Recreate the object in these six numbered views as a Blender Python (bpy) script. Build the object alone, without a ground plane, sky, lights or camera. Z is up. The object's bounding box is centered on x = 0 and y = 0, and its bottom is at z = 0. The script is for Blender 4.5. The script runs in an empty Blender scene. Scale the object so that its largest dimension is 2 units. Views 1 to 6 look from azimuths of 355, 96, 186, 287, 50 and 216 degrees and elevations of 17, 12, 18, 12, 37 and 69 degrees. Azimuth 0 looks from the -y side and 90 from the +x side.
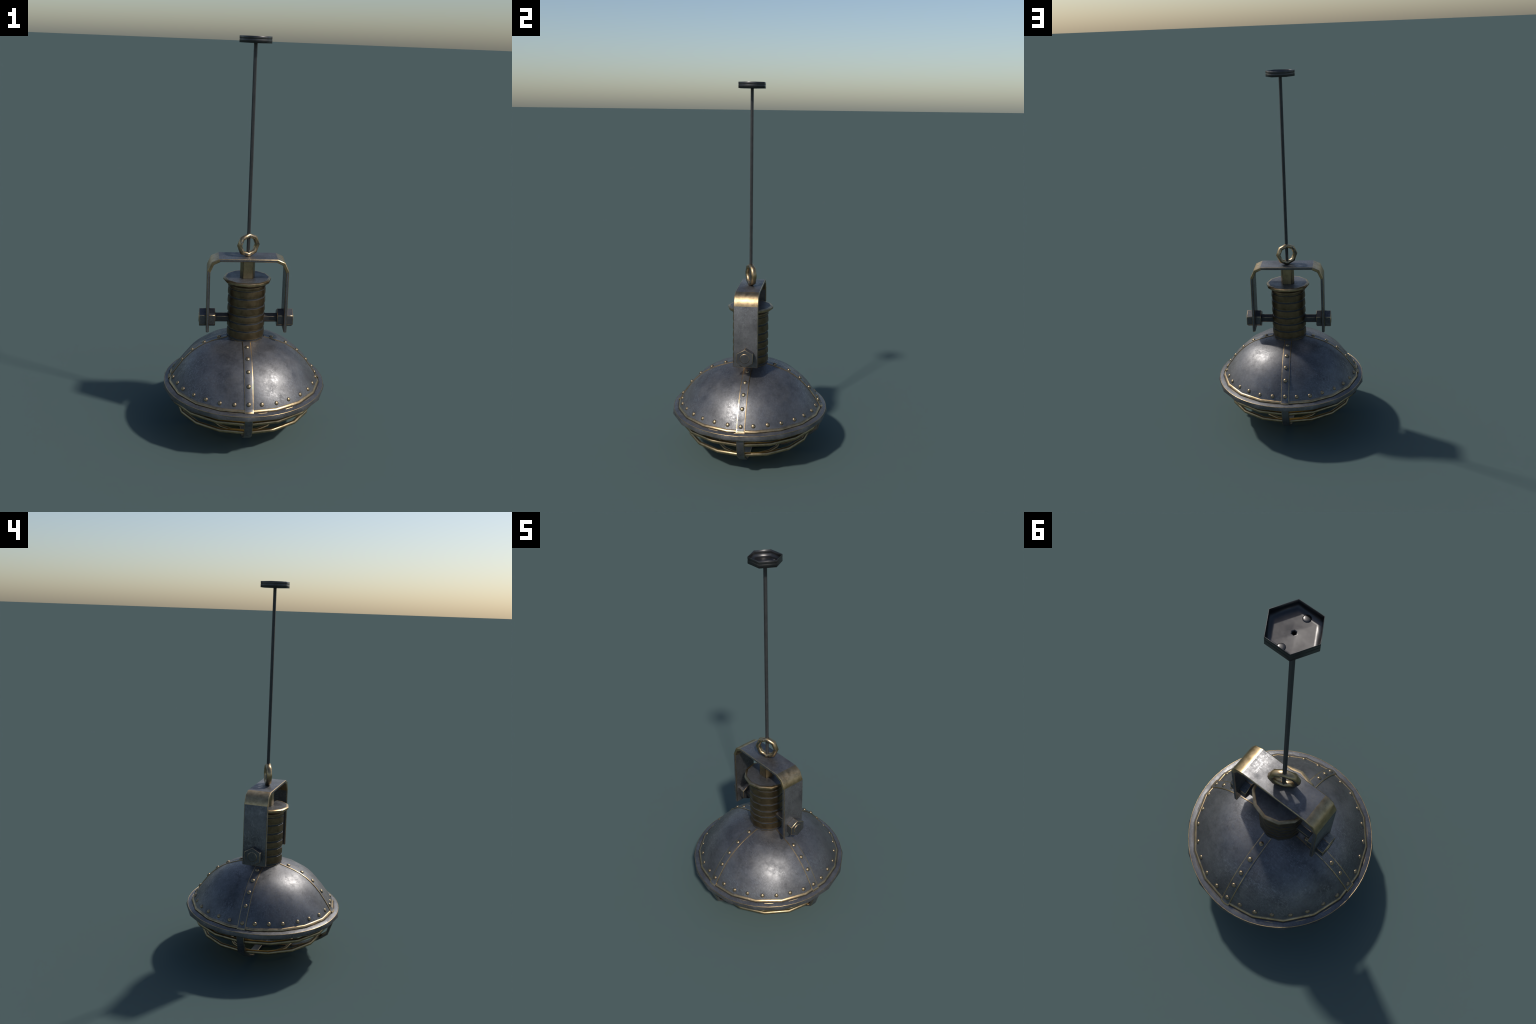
"""Riveted industrial pendant lamp: canopy, rod, eye ring, U bracket on bolts,
ribbed neck, riveted dome shade with seam strips, and a wire cage underneath."""
import bpy, bmesh, math, random
from mathutils import Vector, Matrix

random.seed(7)
D = math.radians
scene = bpy.context.scene

# ------------------------------------------------------------------ materials
def new_mat(name):
    m = bpy.data.materials.new(name)
    m.use_nodes = True
    nt = m.node_tree
    return m, nt, nt.nodes["Principled BSDF"]

def noise(nt, scale, detail=4.0, rough=0.55, stretch=None, rot=None, dist=0.0):
    tc = nt.nodes.new("ShaderNodeTexCoord")
    src = tc.outputs["Object"]
    if stretch or rot:
        mp = nt.nodes.new("ShaderNodeMapping")
        if stretch: mp.inputs["Scale"].default_value = stretch
        if rot: mp.inputs["Rotation"].default_value = rot
        nt.links.new(src, mp.inputs["Vector"])
        src = mp.outputs["Vector"]
    n = nt.nodes.new("ShaderNodeTexNoise")
    n.inputs["Scale"].default_value = scale
    n.inputs["Detail"].default_value = detail
    n.inputs["Roughness"].default_value = rough
    n.inputs["Distortion"].default_value = dist
    nt.links.new(src, n.inputs["Vector"])
    return n.outputs["Fac"]

def ramp(nt, fac, stops):
    r = nt.nodes.new("ShaderNodeValToRGB")
    el = r.color_ramp.elements
    while len(el) < len(stops): el.new(0.5)
    for e, (p, c) in zip(el, stops):
        e.position = p
        e.color = (*c, 1) if isinstance(c, tuple) else (c, c, c, 1)
    nt.links.new(fac, r.inputs["Fac"])
    return r.outputs["Color"]

def mix(nt, fac, a, b, mode='MIX'):
    n = nt.nodes.new("ShaderNodeMix")
    n.data_type = 'RGBA'; n.blend_type = mode
    for sock, v in ((n.inputs[0], fac), (n.inputs[6], a), (n.inputs[7], b)):
        if hasattr(v, "is_linked") or isinstance(v, bpy.types.NodeSocket): nt.links.new(v, sock)
        elif isinstance(v, tuple): sock.default_value = (*v, 1)
        else: sock.default_value = v
    return n.outputs[2]

def bump(nt, b, height, strength, dist=0.002):
    n = nt.nodes.new("ShaderNodeBump")
    n.inputs["Strength"].default_value = strength
    n.inputs["Distance"].default_value = dist
    nt.links.new(height, n.inputs["Height"])
    nt.links.new(n.outputs["Normal"], b.inputs["Normal"])

STEEL_DARK, STEEL_MID, STEEL_PALE = (.088, .087, .090), (.132, .130, .132), (.225, .225, .23)
BRASS_DARK, BRASS_MID, BRASS_PALE = (.27, .195, .105), (.43, .31, .17), (.56, .42, .25)

def steel_material(name, metal=.78, tint=1.0):
    """blued gun metal: cloudy tone, scratchy gloss"""
    m, nt, b = new_mat(name)
    cloud = noise(nt, 8, 7, .66)
    col = ramp(nt, cloud, [(.34, (.076, .075, .078)), (.50, (.128, .127, .130)), (.66, (.172, .171, .174))])
    fine = noise(nt, 95, 7, .68)
    col = mix(nt, .24, col, ramp(nt, fine, [(.33, (.06, .06, .062)), (.5, STEEL_MID), (.68, STEEL_PALE)]))
    # fine pale rubs in crossing directions, gathered in cloudy patches
    rub1 = ramp(nt, noise(nt, 57, 5, .7, (1, 4, 1.5), (.3, .5, .6), .6), [(.52, 0.0), (.64, 1.0)])
    rub2 = ramp(nt, noise(nt, 66, 5, .7, (5, 1, 1.2), (.2, -.4, .8), .6), [(.53, 0.0), (.65, 1.0)])
    patch = ramp(nt, noise(nt, 6.5, 5, .6), [(.43, 0.0), (.59, 1.0)])
    rub = mix(nt, 1.0, mix(nt, 1.0, rub1, rub2, 'ADD'), patch, 'MULTIPLY')
    half = ramp(nt, rub, [(0.0, 0.0), (1.0, .75)])
    col = mix(nt, half, col, STEEL_PALE)
    if tint != 1.0:
        col = mix(nt, 1.0, col, (tint, tint, tint), 'MULTIPLY')
    nt.links.new(col, b.inputs["Base Color"])
    b.inputs["Metallic"].default_value = metal
    r1 = ramp(nt, noise(nt, 18, 8, .70), [(.33, .60), (.5, .48), (.68, .39)])
    r2 = mix(nt, rub, r1, (.31, .31, .31))
    nt.links.new(r2, b.inputs["Roughness"])
    bump(nt, b, noise(nt, 170, 5, .6), .10, .001)
    return m

def brass_material(name, dark, mid, pale, rough=(.42, .30), wear=0.0):
    """aged brass; wear > 0 lets steel-coloured gaps break the brass"""
    m, nt, b = new_mat(name)
    col = ramp(nt, noise(nt, 38, 6, .6), [(.28, dark), (.5, mid), (.78, pale)])
    spot = ramp(nt, noise(nt, 190, 4, .6), [(.27, (.35, .35, .35)), (.38, (1, 1, 1))])
    col = mix(nt, .8, col, spot, 'MULTIPLY')
    if wear:
        gap = ramp(nt, noise(nt, 75, 5, .7), [(.27 + wear * .3, 1.0), (.36 + wear * .3, 0.0)])
        col = mix(nt, gap, col, STEEL_MID)
    nt.links.new(col, b.inputs["Base Color"])
    b.inputs["Metallic"].default_value = 1.0
    nt.links.new(ramp(nt, noise(nt, 60, 5, .6), [(.3, rough[0]), (.7, rough[1])]), b.inputs["Roughness"])
    bump(nt, b, noise(nt, 160, 4, .6), .10, .001)
    return m

M_STEEL = steel_material("blued_steel")
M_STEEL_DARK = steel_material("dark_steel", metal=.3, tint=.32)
M_NUT = steel_material("nut_steel", tint=.8)
M_BRASS = brass_material("aged_brass", BRASS_DARK, BRASS_MID, BRASS_PALE)
M_RIVET = brass_material("dull_rivet_brass", (.22, .165, .10), (.32, .245, .15), (.42, .325, .205), (.46, .36))
M_EDGE = brass_material("worn_brass_edge", BRASS_DARK, BRASS_MID, BRASS_PALE, wear=.12)
M_NECK = brass_material("dull_neck_brass", (.110, .078, .044), (.165, .119, .067), (.225, .163, .095), (.52, .41))
M_RING_FACE = brass_material("rubbed_ring_face", BRASS_DARK, BRASS_MID, BRASS_PALE, wear=.55)
M_CAGE = brass_material("cage_brass", (.25, .19, .105), (.36, .275, .155), (.45, .35, .21), (.45, .36))

def rod_material():
    m, nt, b = new_mat("black_rod_metal")
    nt.links.new(ramp(nt, noise(nt, 30, 4, .6), [(.3, (.036, .037, .038)), (.7, (.052, .052, .053))]), b.inputs["Base Color"])
    b.inputs["Metallic"].default_value = 0.3
    b.inputs["Roughness"].default_value = .42
    return m

def canopy_material():
    m, nt, b = new_mat("smooth_canopy_metal")
    nt.links.new(ramp(nt, noise(nt, 25, 4, .6), [(.3, (.060, .058, .058)), (.7, (.090, .087, .086))]), b.inputs["Base Color"])
    b.inputs["Metallic"].default_value = .9
    nt.links.new(ramp(nt, noise(nt, 60, 4, .6), [(.3, .40), (.7, .31)]), b.inputs["Roughness"])
    return m

M_ROD, M_CANOPY = rod_material(), canopy_material()

# ------------------------------------------------------------------ mesh tools
def add_object(name, bm, mats, parent, smooth_angle=35, bevel=None):
    bmesh.ops.recalc_face_normals(bm, faces=bm.faces[:])
    me = bpy.data.meshes.new(name)
    bm.to_mesh(me); bm.free()
    for m in mats: me.materials.append(m)
    me.shade_smooth()
    if smooth_angle < 180:
        me.set_sharp_from_angle(angle=D(smooth_angle))
    ob = bpy.data.objects.new(name, me)
    scene.collection.objects.link(ob)
    ob.parent = parent
    if bevel:
        w, slot = bevel
        md = ob.modifiers.new("worn_edges", 'BEVEL')
        md.width = w; md.segments = 1; md.limit_method = 'ANGLE'
        md.angle_limit = D(48); md.material = slot
        md.harden_normals = False
    return ob

def share(src, name, matrix, parent):
    ob = src.copy()
    ob.name = name
    scene.collection.objects.link(ob)
    ob.parent = parent
    ob.matrix_local = matrix
    return ob

def az_dir(az):
    """azimuth 0 points to -y, 90 to +x"""
    a = D(az)
    return Vector((math.sin(a), -math.cos(a), 0))

def lathe(profile, sides, slots=None, closed=False):
    """turn (r, z) points about z as a regular polygon with a corner at azimuth 0"""
    bm = bmesh.new()
    rings = []
    for r, z in profile:
        if r < 1e-6:
            rings.append([bm.verts.new((0, 0, z))])
        else:
            rings.append([bm.verts.new(az_dir(360 * i / sides) * r + Vector((0, 0, z))) for i in range(sides)])
    pairs = list(zip(rings, rings[1:])) + ([(rings[-1], rings[0])] if closed else [])
    for k, (a, b) in enumerate(pairs):
        for i in range(sides):
            j = (i + 1) % sides
            if len(a) == 1 and len(b) == 1: continue
            if len(a) == 1: vs = (a[0], b[i], b[j])
            elif len(b) == 1: vs = (a[i], b[0], a[j])
            else: vs = (a[i], b[i], b[j], a[j])
            f = bm.faces.new(vs)
            if slots: f.material_index = slots[k % len(slots)]
    return bm

def tube_ring(R, z, r_rad, r_z, major, minor, turn=0.0):
    """closed wire ring lying flat, faceted like a bent rod"""
    return lathe([(R + r_rad * math.cos(2 * math.pi * k / minor), z + r_z * math.sin(2 * math.pi * k / minor))
                  for k in range(minor)], major, closed=True)

def prism(poly, axis_len, axis='x'):
    """polygon (two coordinates) extruded from a to b along an axis"""
    bm = bmesh.new()
    a, b = axis_len
    def place(p, t):
        return {'x': (t, p[0], p[1]), 'y': (p[0], t, p[1]), 'z': (p[0], p[1], t)}[axis]
    va = [bm.verts.new(place(p, a)) for p in poly]
    vb = [bm.verts.new(place(p, b)) for p in poly]
    n = len(poly)
    for i in range(n):
        bm.faces.new((va[i], va[(i + 1) % n], vb[(i + 1) % n], vb[i]))
    bm.faces.new(va); bm.faces.new(vb[::-1])
    return bm

# ------------------------------------------------------------------ the lamp
lamp = bpy.data.objects.new("pendant_lamp", None)
scene.collection.objects.link(lamp)
lamp["label"] = "riveted blued steel and brass industrial pendant lamp with cage"
lamp["category"] = "pendant lamp"

# ---- dome shade --------------------------------------------------------------
SIDES = 18
DOME = [(.088, .5035), (.136, .490), (.176, .477), (.2135, .462), (.246, .443), (.275, .4215), (.302, .3965),
        (.326, .370), (.346, .343), (.362, .321), (.376, .300), (.387, .281), (.392, .2715), (.3955, .2665), (.3965, .2635)]

def corner(az):
    """radius of the 18-sided outline at an azimuth, relative to its corners"""
    step = 360 / SIDES
    a = (az % step) - step / 2
    return math.cos(D(step / 2)) / math.cos(D(a))

def dome_z(r):
    for (r0, z0), (r1, z1) in zip(DOME, DOME[1:]):
        if r0 <= r <= r1:
            return z0 + (z1 - z0) * (r - r0) / (r1 - r0)
    return DOME[-1][1] if r > DOME[-1][0] else DOME[0][1]

def dome_point(az, r):
    """point of the faceted dome: r is the profile radius (at a corner)"""
    return az_dir(az) * (r * corner(az)) + Vector((0, 0, dome_z(r)))

def dome_normal(az, r):
    e = .006
    du = dome_point(az + 1.5, r) - dome_point(az - 1.5, r)
    dv = dome_point(az, min(r + e, .396)) - dome_point(az, r - e)
    n = du.cross(dv).normalized()
    return n if n.z > 0 else -n

inner = [(r - .006, z - .007) for r, z in DOME[::-1]]
shade = add_object("dome_shade", lathe(DOME + inner, SIDES,
                   [0] * (len(DOME) - 1) + [1] * (len(inner) + 1), closed=True), [M_STEEL, M_CAGE], lamp)

# brass lip around the foot of the dome, interrupted by the seam strips
bm = bmesh.new()
HALF = .0222
for q in range(4):
    edge = math.degrees(math.asin(HALF / .392))
    azs = [q * 90 + edge] + [a for a in range(q * 90 - 9, q * 90 + 99) if a % 20 == 0 and q * 90 + edge + 1 < a < q * 90 + 90 - edge - 1] + [q * 90 + 90 - edge]
    lip = [(.3895, .2760), (.3920, .2755), (.3978, .2690), (.3992, .2655), (.3970, .2620)]
    rows = [[bm.verts.new(az_dir(a) * (r * corner(a)) + Vector((0, 0, z))) for r, z in lip] for a in azs]
    for A, B in zip(rows, rows[1:]):
        for k in range(len(lip) - 1):
            bm.faces.new((A[k], A[k + 1], B[k + 1], B[k]))
    bm.faces.new(rows[0]); bm.faces.new(rows[-1][::-1])
add_object("brass_lip", bm, [M_EDGE], shade, 60)

# rim
RIM = [(.385, .2645, 1), (.4028, .2622, 1), (.4034, .2632, 1), (.4160, .2594, 0), (.4212, .2570, 0),
       (.4280, .2475, 1), (.4284, .2360, 1), (.4262, .2325, 1), (.4020, .2320, 1), (.3850, .2480, 1)]   # last: 1 faceted, 0 round
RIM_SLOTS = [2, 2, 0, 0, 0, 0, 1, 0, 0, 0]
bm = bmesh.new()
N = SIDES * 4
rows = [[bm.verts.new(az_dir(360 * i / N) * (r * corner(360 * i / N) if facet else r) + Vector((0, 0, z))) for i in range(N)]
        for r, z, facet in RIM]
for k in range(len(rows)):
    A, B = rows[k], rows[(k + 1) % len(rows)]
    for i in range(N):
        j = (i + 1) % N
        bm.faces.new((A[i], B[i], B[j], A[j])).material_index = RIM_SLOTS[k]
rim = add_object("rim", bm, [M_STEEL, M_EDGE, M_STEEL_DARK], shade, 24)

# worn brass line along the rim: a true circle on the faceted rim
hoop = [(.4206 + .0020 * math.cos(2 * math.pi * k / 8), .2566 + .0020 * math.sin(2 * math.pi * k / 8)) for k in range(8)]
add_object("rim_edge", lathe(hoop, 72, closed=True), [M_EDGE], rim, 180)

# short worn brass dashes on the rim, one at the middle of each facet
bm = bmesh.new()
for k in range(SIDES):
    mid, half = 10 + 20 * k + random.uniform(-1, 1), random.uniform(3.0, 4.6)
    vs = []
    for t in (-1, -.4, .4, 1):
        a = mid + half * t
        w = .0011 if abs(t) < .5 else .0004
        c = az_dir(a) * (.4062 * corner(a)) + Vector((0, 0, .2629))
        o = az_dir(a) * w
        vs.append([bm.verts.new(c - o + Vector((0, 0, w * .22))), bm.verts.new(c + Vector((0, 0, .0007))), bm.verts.new(c + o - Vector((0, 0, w * .22)))])
    for A, B in zip(vs, vs[1:]):
        for i in range(2):
            bm.faces.new((A[i], A[i + 1], B[i + 1], B[i]))
wear = add_object("rim_wear_line", bm, [M_BRASS], rim)
wear["kind"] = "stuff"

# seam strips: raised band that follows the dome from neck to rim
def seam_strip(az0):
    bm = bmesh.new()
    stations = [.097] + [r for r, z in DOME if .1 < r < .39] + [.390]
    rows = []
    edge_w = .0038
    for r in stations:
        row = []
        for t, h in ((-HALF, -.002), (-HALF, .0030), (-HALF + edge_w, .0034), (-HALF / 2, .0030), (0, .0030), (HALF / 2, .0030),
                     (HALF - edge_w, .0034), (HALF, .0030), (HALF, -.002)):
            az = az0 + math.degrees(math.atan2(t, r))
            n = dome_normal(az0, max(r, .1))
            row.append(bm.verts.new(dome_point(az, r) + n * h))
        rows.append(row)
    # foot of the strip: laps over the lip down to the rim
    for r, z in ((.3995, .2705), (.4050, .2640)):
        row = []
        for t, h in ((-HALF, -.002), (-HALF, .0012), (-HALF + edge_w, .002), (-HALF / 2, .002), (0, .002), (HALF / 2, .002),
                     (HALF - edge_w, .002), (HALF, .0012), (HALF, -.002)):
            az = az0 + math.degrees(math.atan2(t, r))
            row.append(bm.verts.new(az_dir(az) * (r * corner(az)) + Vector((0, 0, z + h * .6))))
        rows.append(row)
    for i, (A, B) in enumerate(zip(rows, rows[1:])):
        for k in range(len(A) - 1):
            f = bm.faces.new((A[k], A[k + 1], B[k + 1], B[k]))
            f.material_index = 1 if k in (0, 1, 6, 7) or i == len(rows) - 2 else 0
    bm.faces.new(rows[0]); bm.faces.new(rows[-1][::-1])
    return add_object("seam_strip", bm, [M_STEEL, M_EDGE], shade, 40)
for q in range(4):
    seam_strip(90 * q)

# rivets: round heads, five down each strip and seven between strips
RIV = .0108
cap = [(RIV * 1.0, -.002), (RIV, .0006), (RIV * .94, .0022), (RIV * .78, .0040), (RIV * .52, .0053), (RIV * .24, .0059), (0, .0060)]
rivet_src = None
def rivet(az, r, lift):
    global rivet_src
    n = dome_normal(az, r)
    p = dome_point(az, r) + n * lift
    mat = Matrix.Translation(p) @ n.to_track_quat('Z', 'Y').to_matrix().to_4x4() @ Matrix.Scale(random.uniform(.94, 1.05), 4)
    if rivet_src is None:
        rivet_src = add_object("rivet", lathe(cap, 14), [M_RIVET], shade, 180)
        rivet_src.matrix_local = mat
    else:
        share(rivet_src, "rivet", mat, shade)
for q in range(4):
    for r in (.1365, .2135, .275, .3265, .3765):
        a = q * 90 + random.uniform(-.15, .15)
        rivet(a, r / corner(a), .0042 if r < .14 else .0030)
    for off in (9.8, 21, 32.1, 45, 56.5, 68.2, 79.5):
        rivet(q * 90 + off + random.uniform(-.25, .25), .3792, .0)

# ---- ribbed neck ----------------------------------------------------------------
NR = .0965
prof, slots = [(0, .823), (.1095, .8238)], [0]
def add(r, z, s):
    prof.append((r, z)); slots.append(s)
add(.1170, .8236, 4); add(.1225, .8195, 4); add(.1225, .8105, 4); add(.1185, .8065, 4)
add(.1010, .7945, 2); add(NR, .7915, 2)
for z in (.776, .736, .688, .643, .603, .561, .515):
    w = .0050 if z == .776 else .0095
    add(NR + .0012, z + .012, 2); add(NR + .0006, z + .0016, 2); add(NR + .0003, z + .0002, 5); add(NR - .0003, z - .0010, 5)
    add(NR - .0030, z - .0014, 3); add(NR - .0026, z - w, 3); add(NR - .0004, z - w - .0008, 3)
add(NR, .5005, 2); add(NR + .002, .4955, 2); add(NR + .002, .480, 2); add(0, .480, 0)
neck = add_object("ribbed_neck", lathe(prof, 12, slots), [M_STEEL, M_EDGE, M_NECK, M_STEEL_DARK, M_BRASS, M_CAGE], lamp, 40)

stem_poly = [(.0375, 0), (.0250, .033), (-.0250, .033), (-.0375, 0), (-.0250, -.033), (.0250, -.033)]
add_object("neck_stem", prism(stem_poly, (.822, .923), 'z'), [M_CAGE, M_NECK], lamp, 30, bevel=(.0022, 1))

# ---- U bracket ------------------------------------------------------------------
TH = .0150
outer = [(.2075, .5415), (.2060, .871), (.1850, .9178), (.1475, .9345)]
outer = outer + [(-x, z) for x, z in outer[::-1]]
inner_p = [(.2075 - TH, .5415), (.2058 - TH, .8640), (.1735, .9035), (.1410, .9345 - TH)]
inner_p = inner_p + [(-x, z) for x, z in inner_p[::-1]]
bm = bmesh.new()
YW = .0640
rows = []
for (xo, zo), (xi, zi) in zip(outer, inner_p):
    rows.append([bm.verts.new((xo, -YW, zo)), bm.verts.new((xo, YW, zo)), bm.verts.new((xi, YW, zi)), bm.verts.new((xi, -YW, zi))])
for i, (A, B) in enumerate(zip(rows, rows[1:])):
    for k in range(4):
        f = bm.faces.new((A[k], A[(k + 1) % 4], B[(k + 1) % 4], B[k]))
        f.material_index = 2 if i in (1, 2, 4, 5) else 0
bm.faces.new(rows[0]); bm.faces.new(rows[-1][::-1])
bracket = add_object("bracket", bm, [M_STEEL, M_EDGE, M_BRASS], lamp, 44, bevel=(.0028, 1))

# hexagonal nuts on both faces of each arm, shaft and bolt end
ZB, HEXR = .602, .0495
def hexagon(r, turn=90):
    return [(r * math.cos(D(turn + 60 * k)), ZB + r * math.sin(D(turn + 60 * k))) for k in range(6)]
for s in (1, -1):
    for a, b in ((.2060, .2425), (.1600, .1950)):
        add_object("hex_nut", prism(hexagon(HEXR), (s * a, s * b), 'x'), [M_NUT, M_EDGE], bracket, 30, bevel=(.0022, 1))
    disc = [(.0270 * math.cos(2 * math.pi * k / 20), ZB + .0270 * math.sin(2 * math.pi * k / 20)) for k in range(20)]
    add_object("bolt_end", prism(disc, (s * .2380, s * .2448), 'x'), [M_NUT, M_EDGE], bracket, 30, bevel=(.0032, 1))
    add_object("bolt_shaft", prism(hexagon(.0250), (s * .0880, s * .1620), 'x'), [M_STEEL_DARK, M_EDGE], bracket, 30, bevel=(.0012, 1))

# ---- eye ring ---------------------------------------------------------------------
bm = bmesh.new()
major, minor = 8, 8
RR, RT, RD, RZ = .0508, .0112, .0138, .9930
SECTION = [(1, .45), (.55, 1), (-.55, 1), (-1, .45), (-1, -.45), (-.55, -1), (.55, -1), (1, -.45)]
axis = az_dir(25)
side = Vector((-axis.y, axis.x, 0))
rows = []
for i in range(major):
    a = 2 * math.pi * i / major
    rad = side * math.cos(a) + Vector((0, 0, math.sin(a)))
    row = []
    for k in range(minor):
        p, q = SECTION[k]
        row.append(bm.verts.new(Vector((0, 0, RZ)) + rad * (RR + RT * p) + axis * RD * q))
    rows.append(row)
for i in range(major):
    A, B = rows[i], rows[(i + 1) % major]
    for k in range(minor):
        f = bm.faces.new((A[k], A[(k + 1) % minor], B[(k + 1) % minor], B[k]))
        f.material_index = 1 if k in (1, 5) else 0
add_object("eye_ring", bm, [M_BRASS, M_RING_FACE], lamp, 60)

# ---- rod and canopy -----------------------------------------------------------------
HX = .0765
def hex_turned(profile):
    """six-sided lathe with corners on the x axis"""
    bm = lathe(profile, 6)
    bmesh.ops.rotate(bm, verts=bm.verts[:], cent=(0, 0, 0), matrix=Matrix.Rotation(D(30), 3, 'Z'))
    return bm
RODR = .0087
add_object("rod", hex_turned([(0, .940), (RODR, .940), (RODR, 1.2), (RODR, 1.5), (RODR, 1.8), (RODR, 1.970), (RODR * .75, 1.970), (RODR * .7, 1.950), (0, 1.950)]), [M_ROD], lamp, 50)

cup = [(RODR, 1.9680), (HX, 1.9692), (HX, 1.9845), (HX - .0010, 1.9865), (HX, 1.9885), (HX, 1.9995), (HX - .0006, 2.0000),
       (HX - .0014, 1.9993), (HX - .0018, 1.9885), (HX - .0020, 1.9735), (HX - .0200, 1.9722), (RODR * 1.1, 1.9722), (RODR * .8, 1.9718), (RODR * .78, 1.9690)]
canopy = add_object("canopy", hex_turned(cup), [M_CANOPY], lamp, 180)
screw_src = None
for y in (-.050, .050):
    head = [(.0122, 1.9715), (.0112, 1.9732), (.0085, 1.9742), (.0045, 1.9746), (0, 1.9747)]
    if screw_src is None:
        screw_src = add_object("canopy_screw", lathe(head, 12), [M_CANOPY], canopy, 40)
        screw_src.location = (0, y, 0)
    else:
        share(screw_src, "canopy_screw", Matrix.Translation((0, y, 0)), canopy)

# ---- cage ---------------------------------------------------------------------------
cage = lamp
for R, widen, z, r in ((.3805, 1.016, .1945, .0106), (.3315, 1.045, .1210, .0104), (.1705, 1.0, .0345, .0088)):
    bm = tube_ring(R, z, r, r, 16, 10)
    for v in bm.verts: v.co.x *= widen          # the two outer hoops are slightly oval
    add_object("cage_ring", bm, [M_CAGE], cage, 180)

# amber bulb up inside the shade, seen only as a glow on the hoops
def bulb_material():
    m, nt, b = new_mat("amber_bulb_glass")
    b.inputs["Base Color"].default_value = (.75, .52, .16, 1)
    b.inputs["Roughness"].default_value = .25
    b.inputs["Emission Color"].default_value = (1.0, .80, .26, 1)
    b.inputs["Emission Strength"].default_value = .6
    return m
bulb = [(0, .262), (.035, .267), (.062, .285), (.076, .315), (.074, .350), (.058, .385), (.045, .415), (.038, .470), (0, .472)]
add_object("bulb", lathe(bulb, 24), [bulb_material()], lamp, 60)

# flat straps bent under the cage from the rim to the hub
strap_out = [(.4085, .2370), (.4068, .2150), (.3805, .1310), (.3450, .1020), (.2700, .0540), (.2000, .0260), (.1000, .0140), (.0, .0120)]
strap_in = [(.3945, .2370), (.3915, .2170), (.3675, .1375), (.3370, .1120), (.2640, .0645), (.1970, .0375), (.1000, .0260), (.0, .0240)]
SW = .0200
def strap(az0):
    bm = bmesh.new()
    u = az_dir(az0); w = az_dir(az0 + 90)
    rows = []
    for (ro, zo), (ri, zi) in zip(strap_out, strap_in):
        rows.append([bm.verts.new(u * ro - w * SW + Vector((0, 0, zo))), bm.verts.new(u * ro + w * SW + Vector((0, 0, zo))),
                     bm.verts.new(u * ri + w * SW + Vector((0, 0, zi))), bm.verts.new(u * ri - w * SW + Vector((0, 0, zi)))])
    rows[-1] = [v for v in rows[-1]]
    for A, B in zip(rows, rows[1:]):
        for k in range(4):
            bm.faces.new((A[k], A[(k + 1) % 4], B[(k + 1) % 4], B[k]))
    bm.faces.new(rows[0]); bm.faces.new(rows[-1][::-1])
    # stop each strap just short of the middle, under the hub
    for v in rows[-1]: v.co += u * (.0215 - .0)
    return add_object("cage_strap", bm, [M_STEEL, M_EDGE], cage, 45, bevel=(.0022, 1))
for q in range(4):
    strap(90 * q)
hub = [(0, .0), (.030, .0), (.036, .004), (.036, .024), (.032, .029), (0, .031)]
add_object("cage_hub", lathe(hub, 18), [M_STEEL], cage)
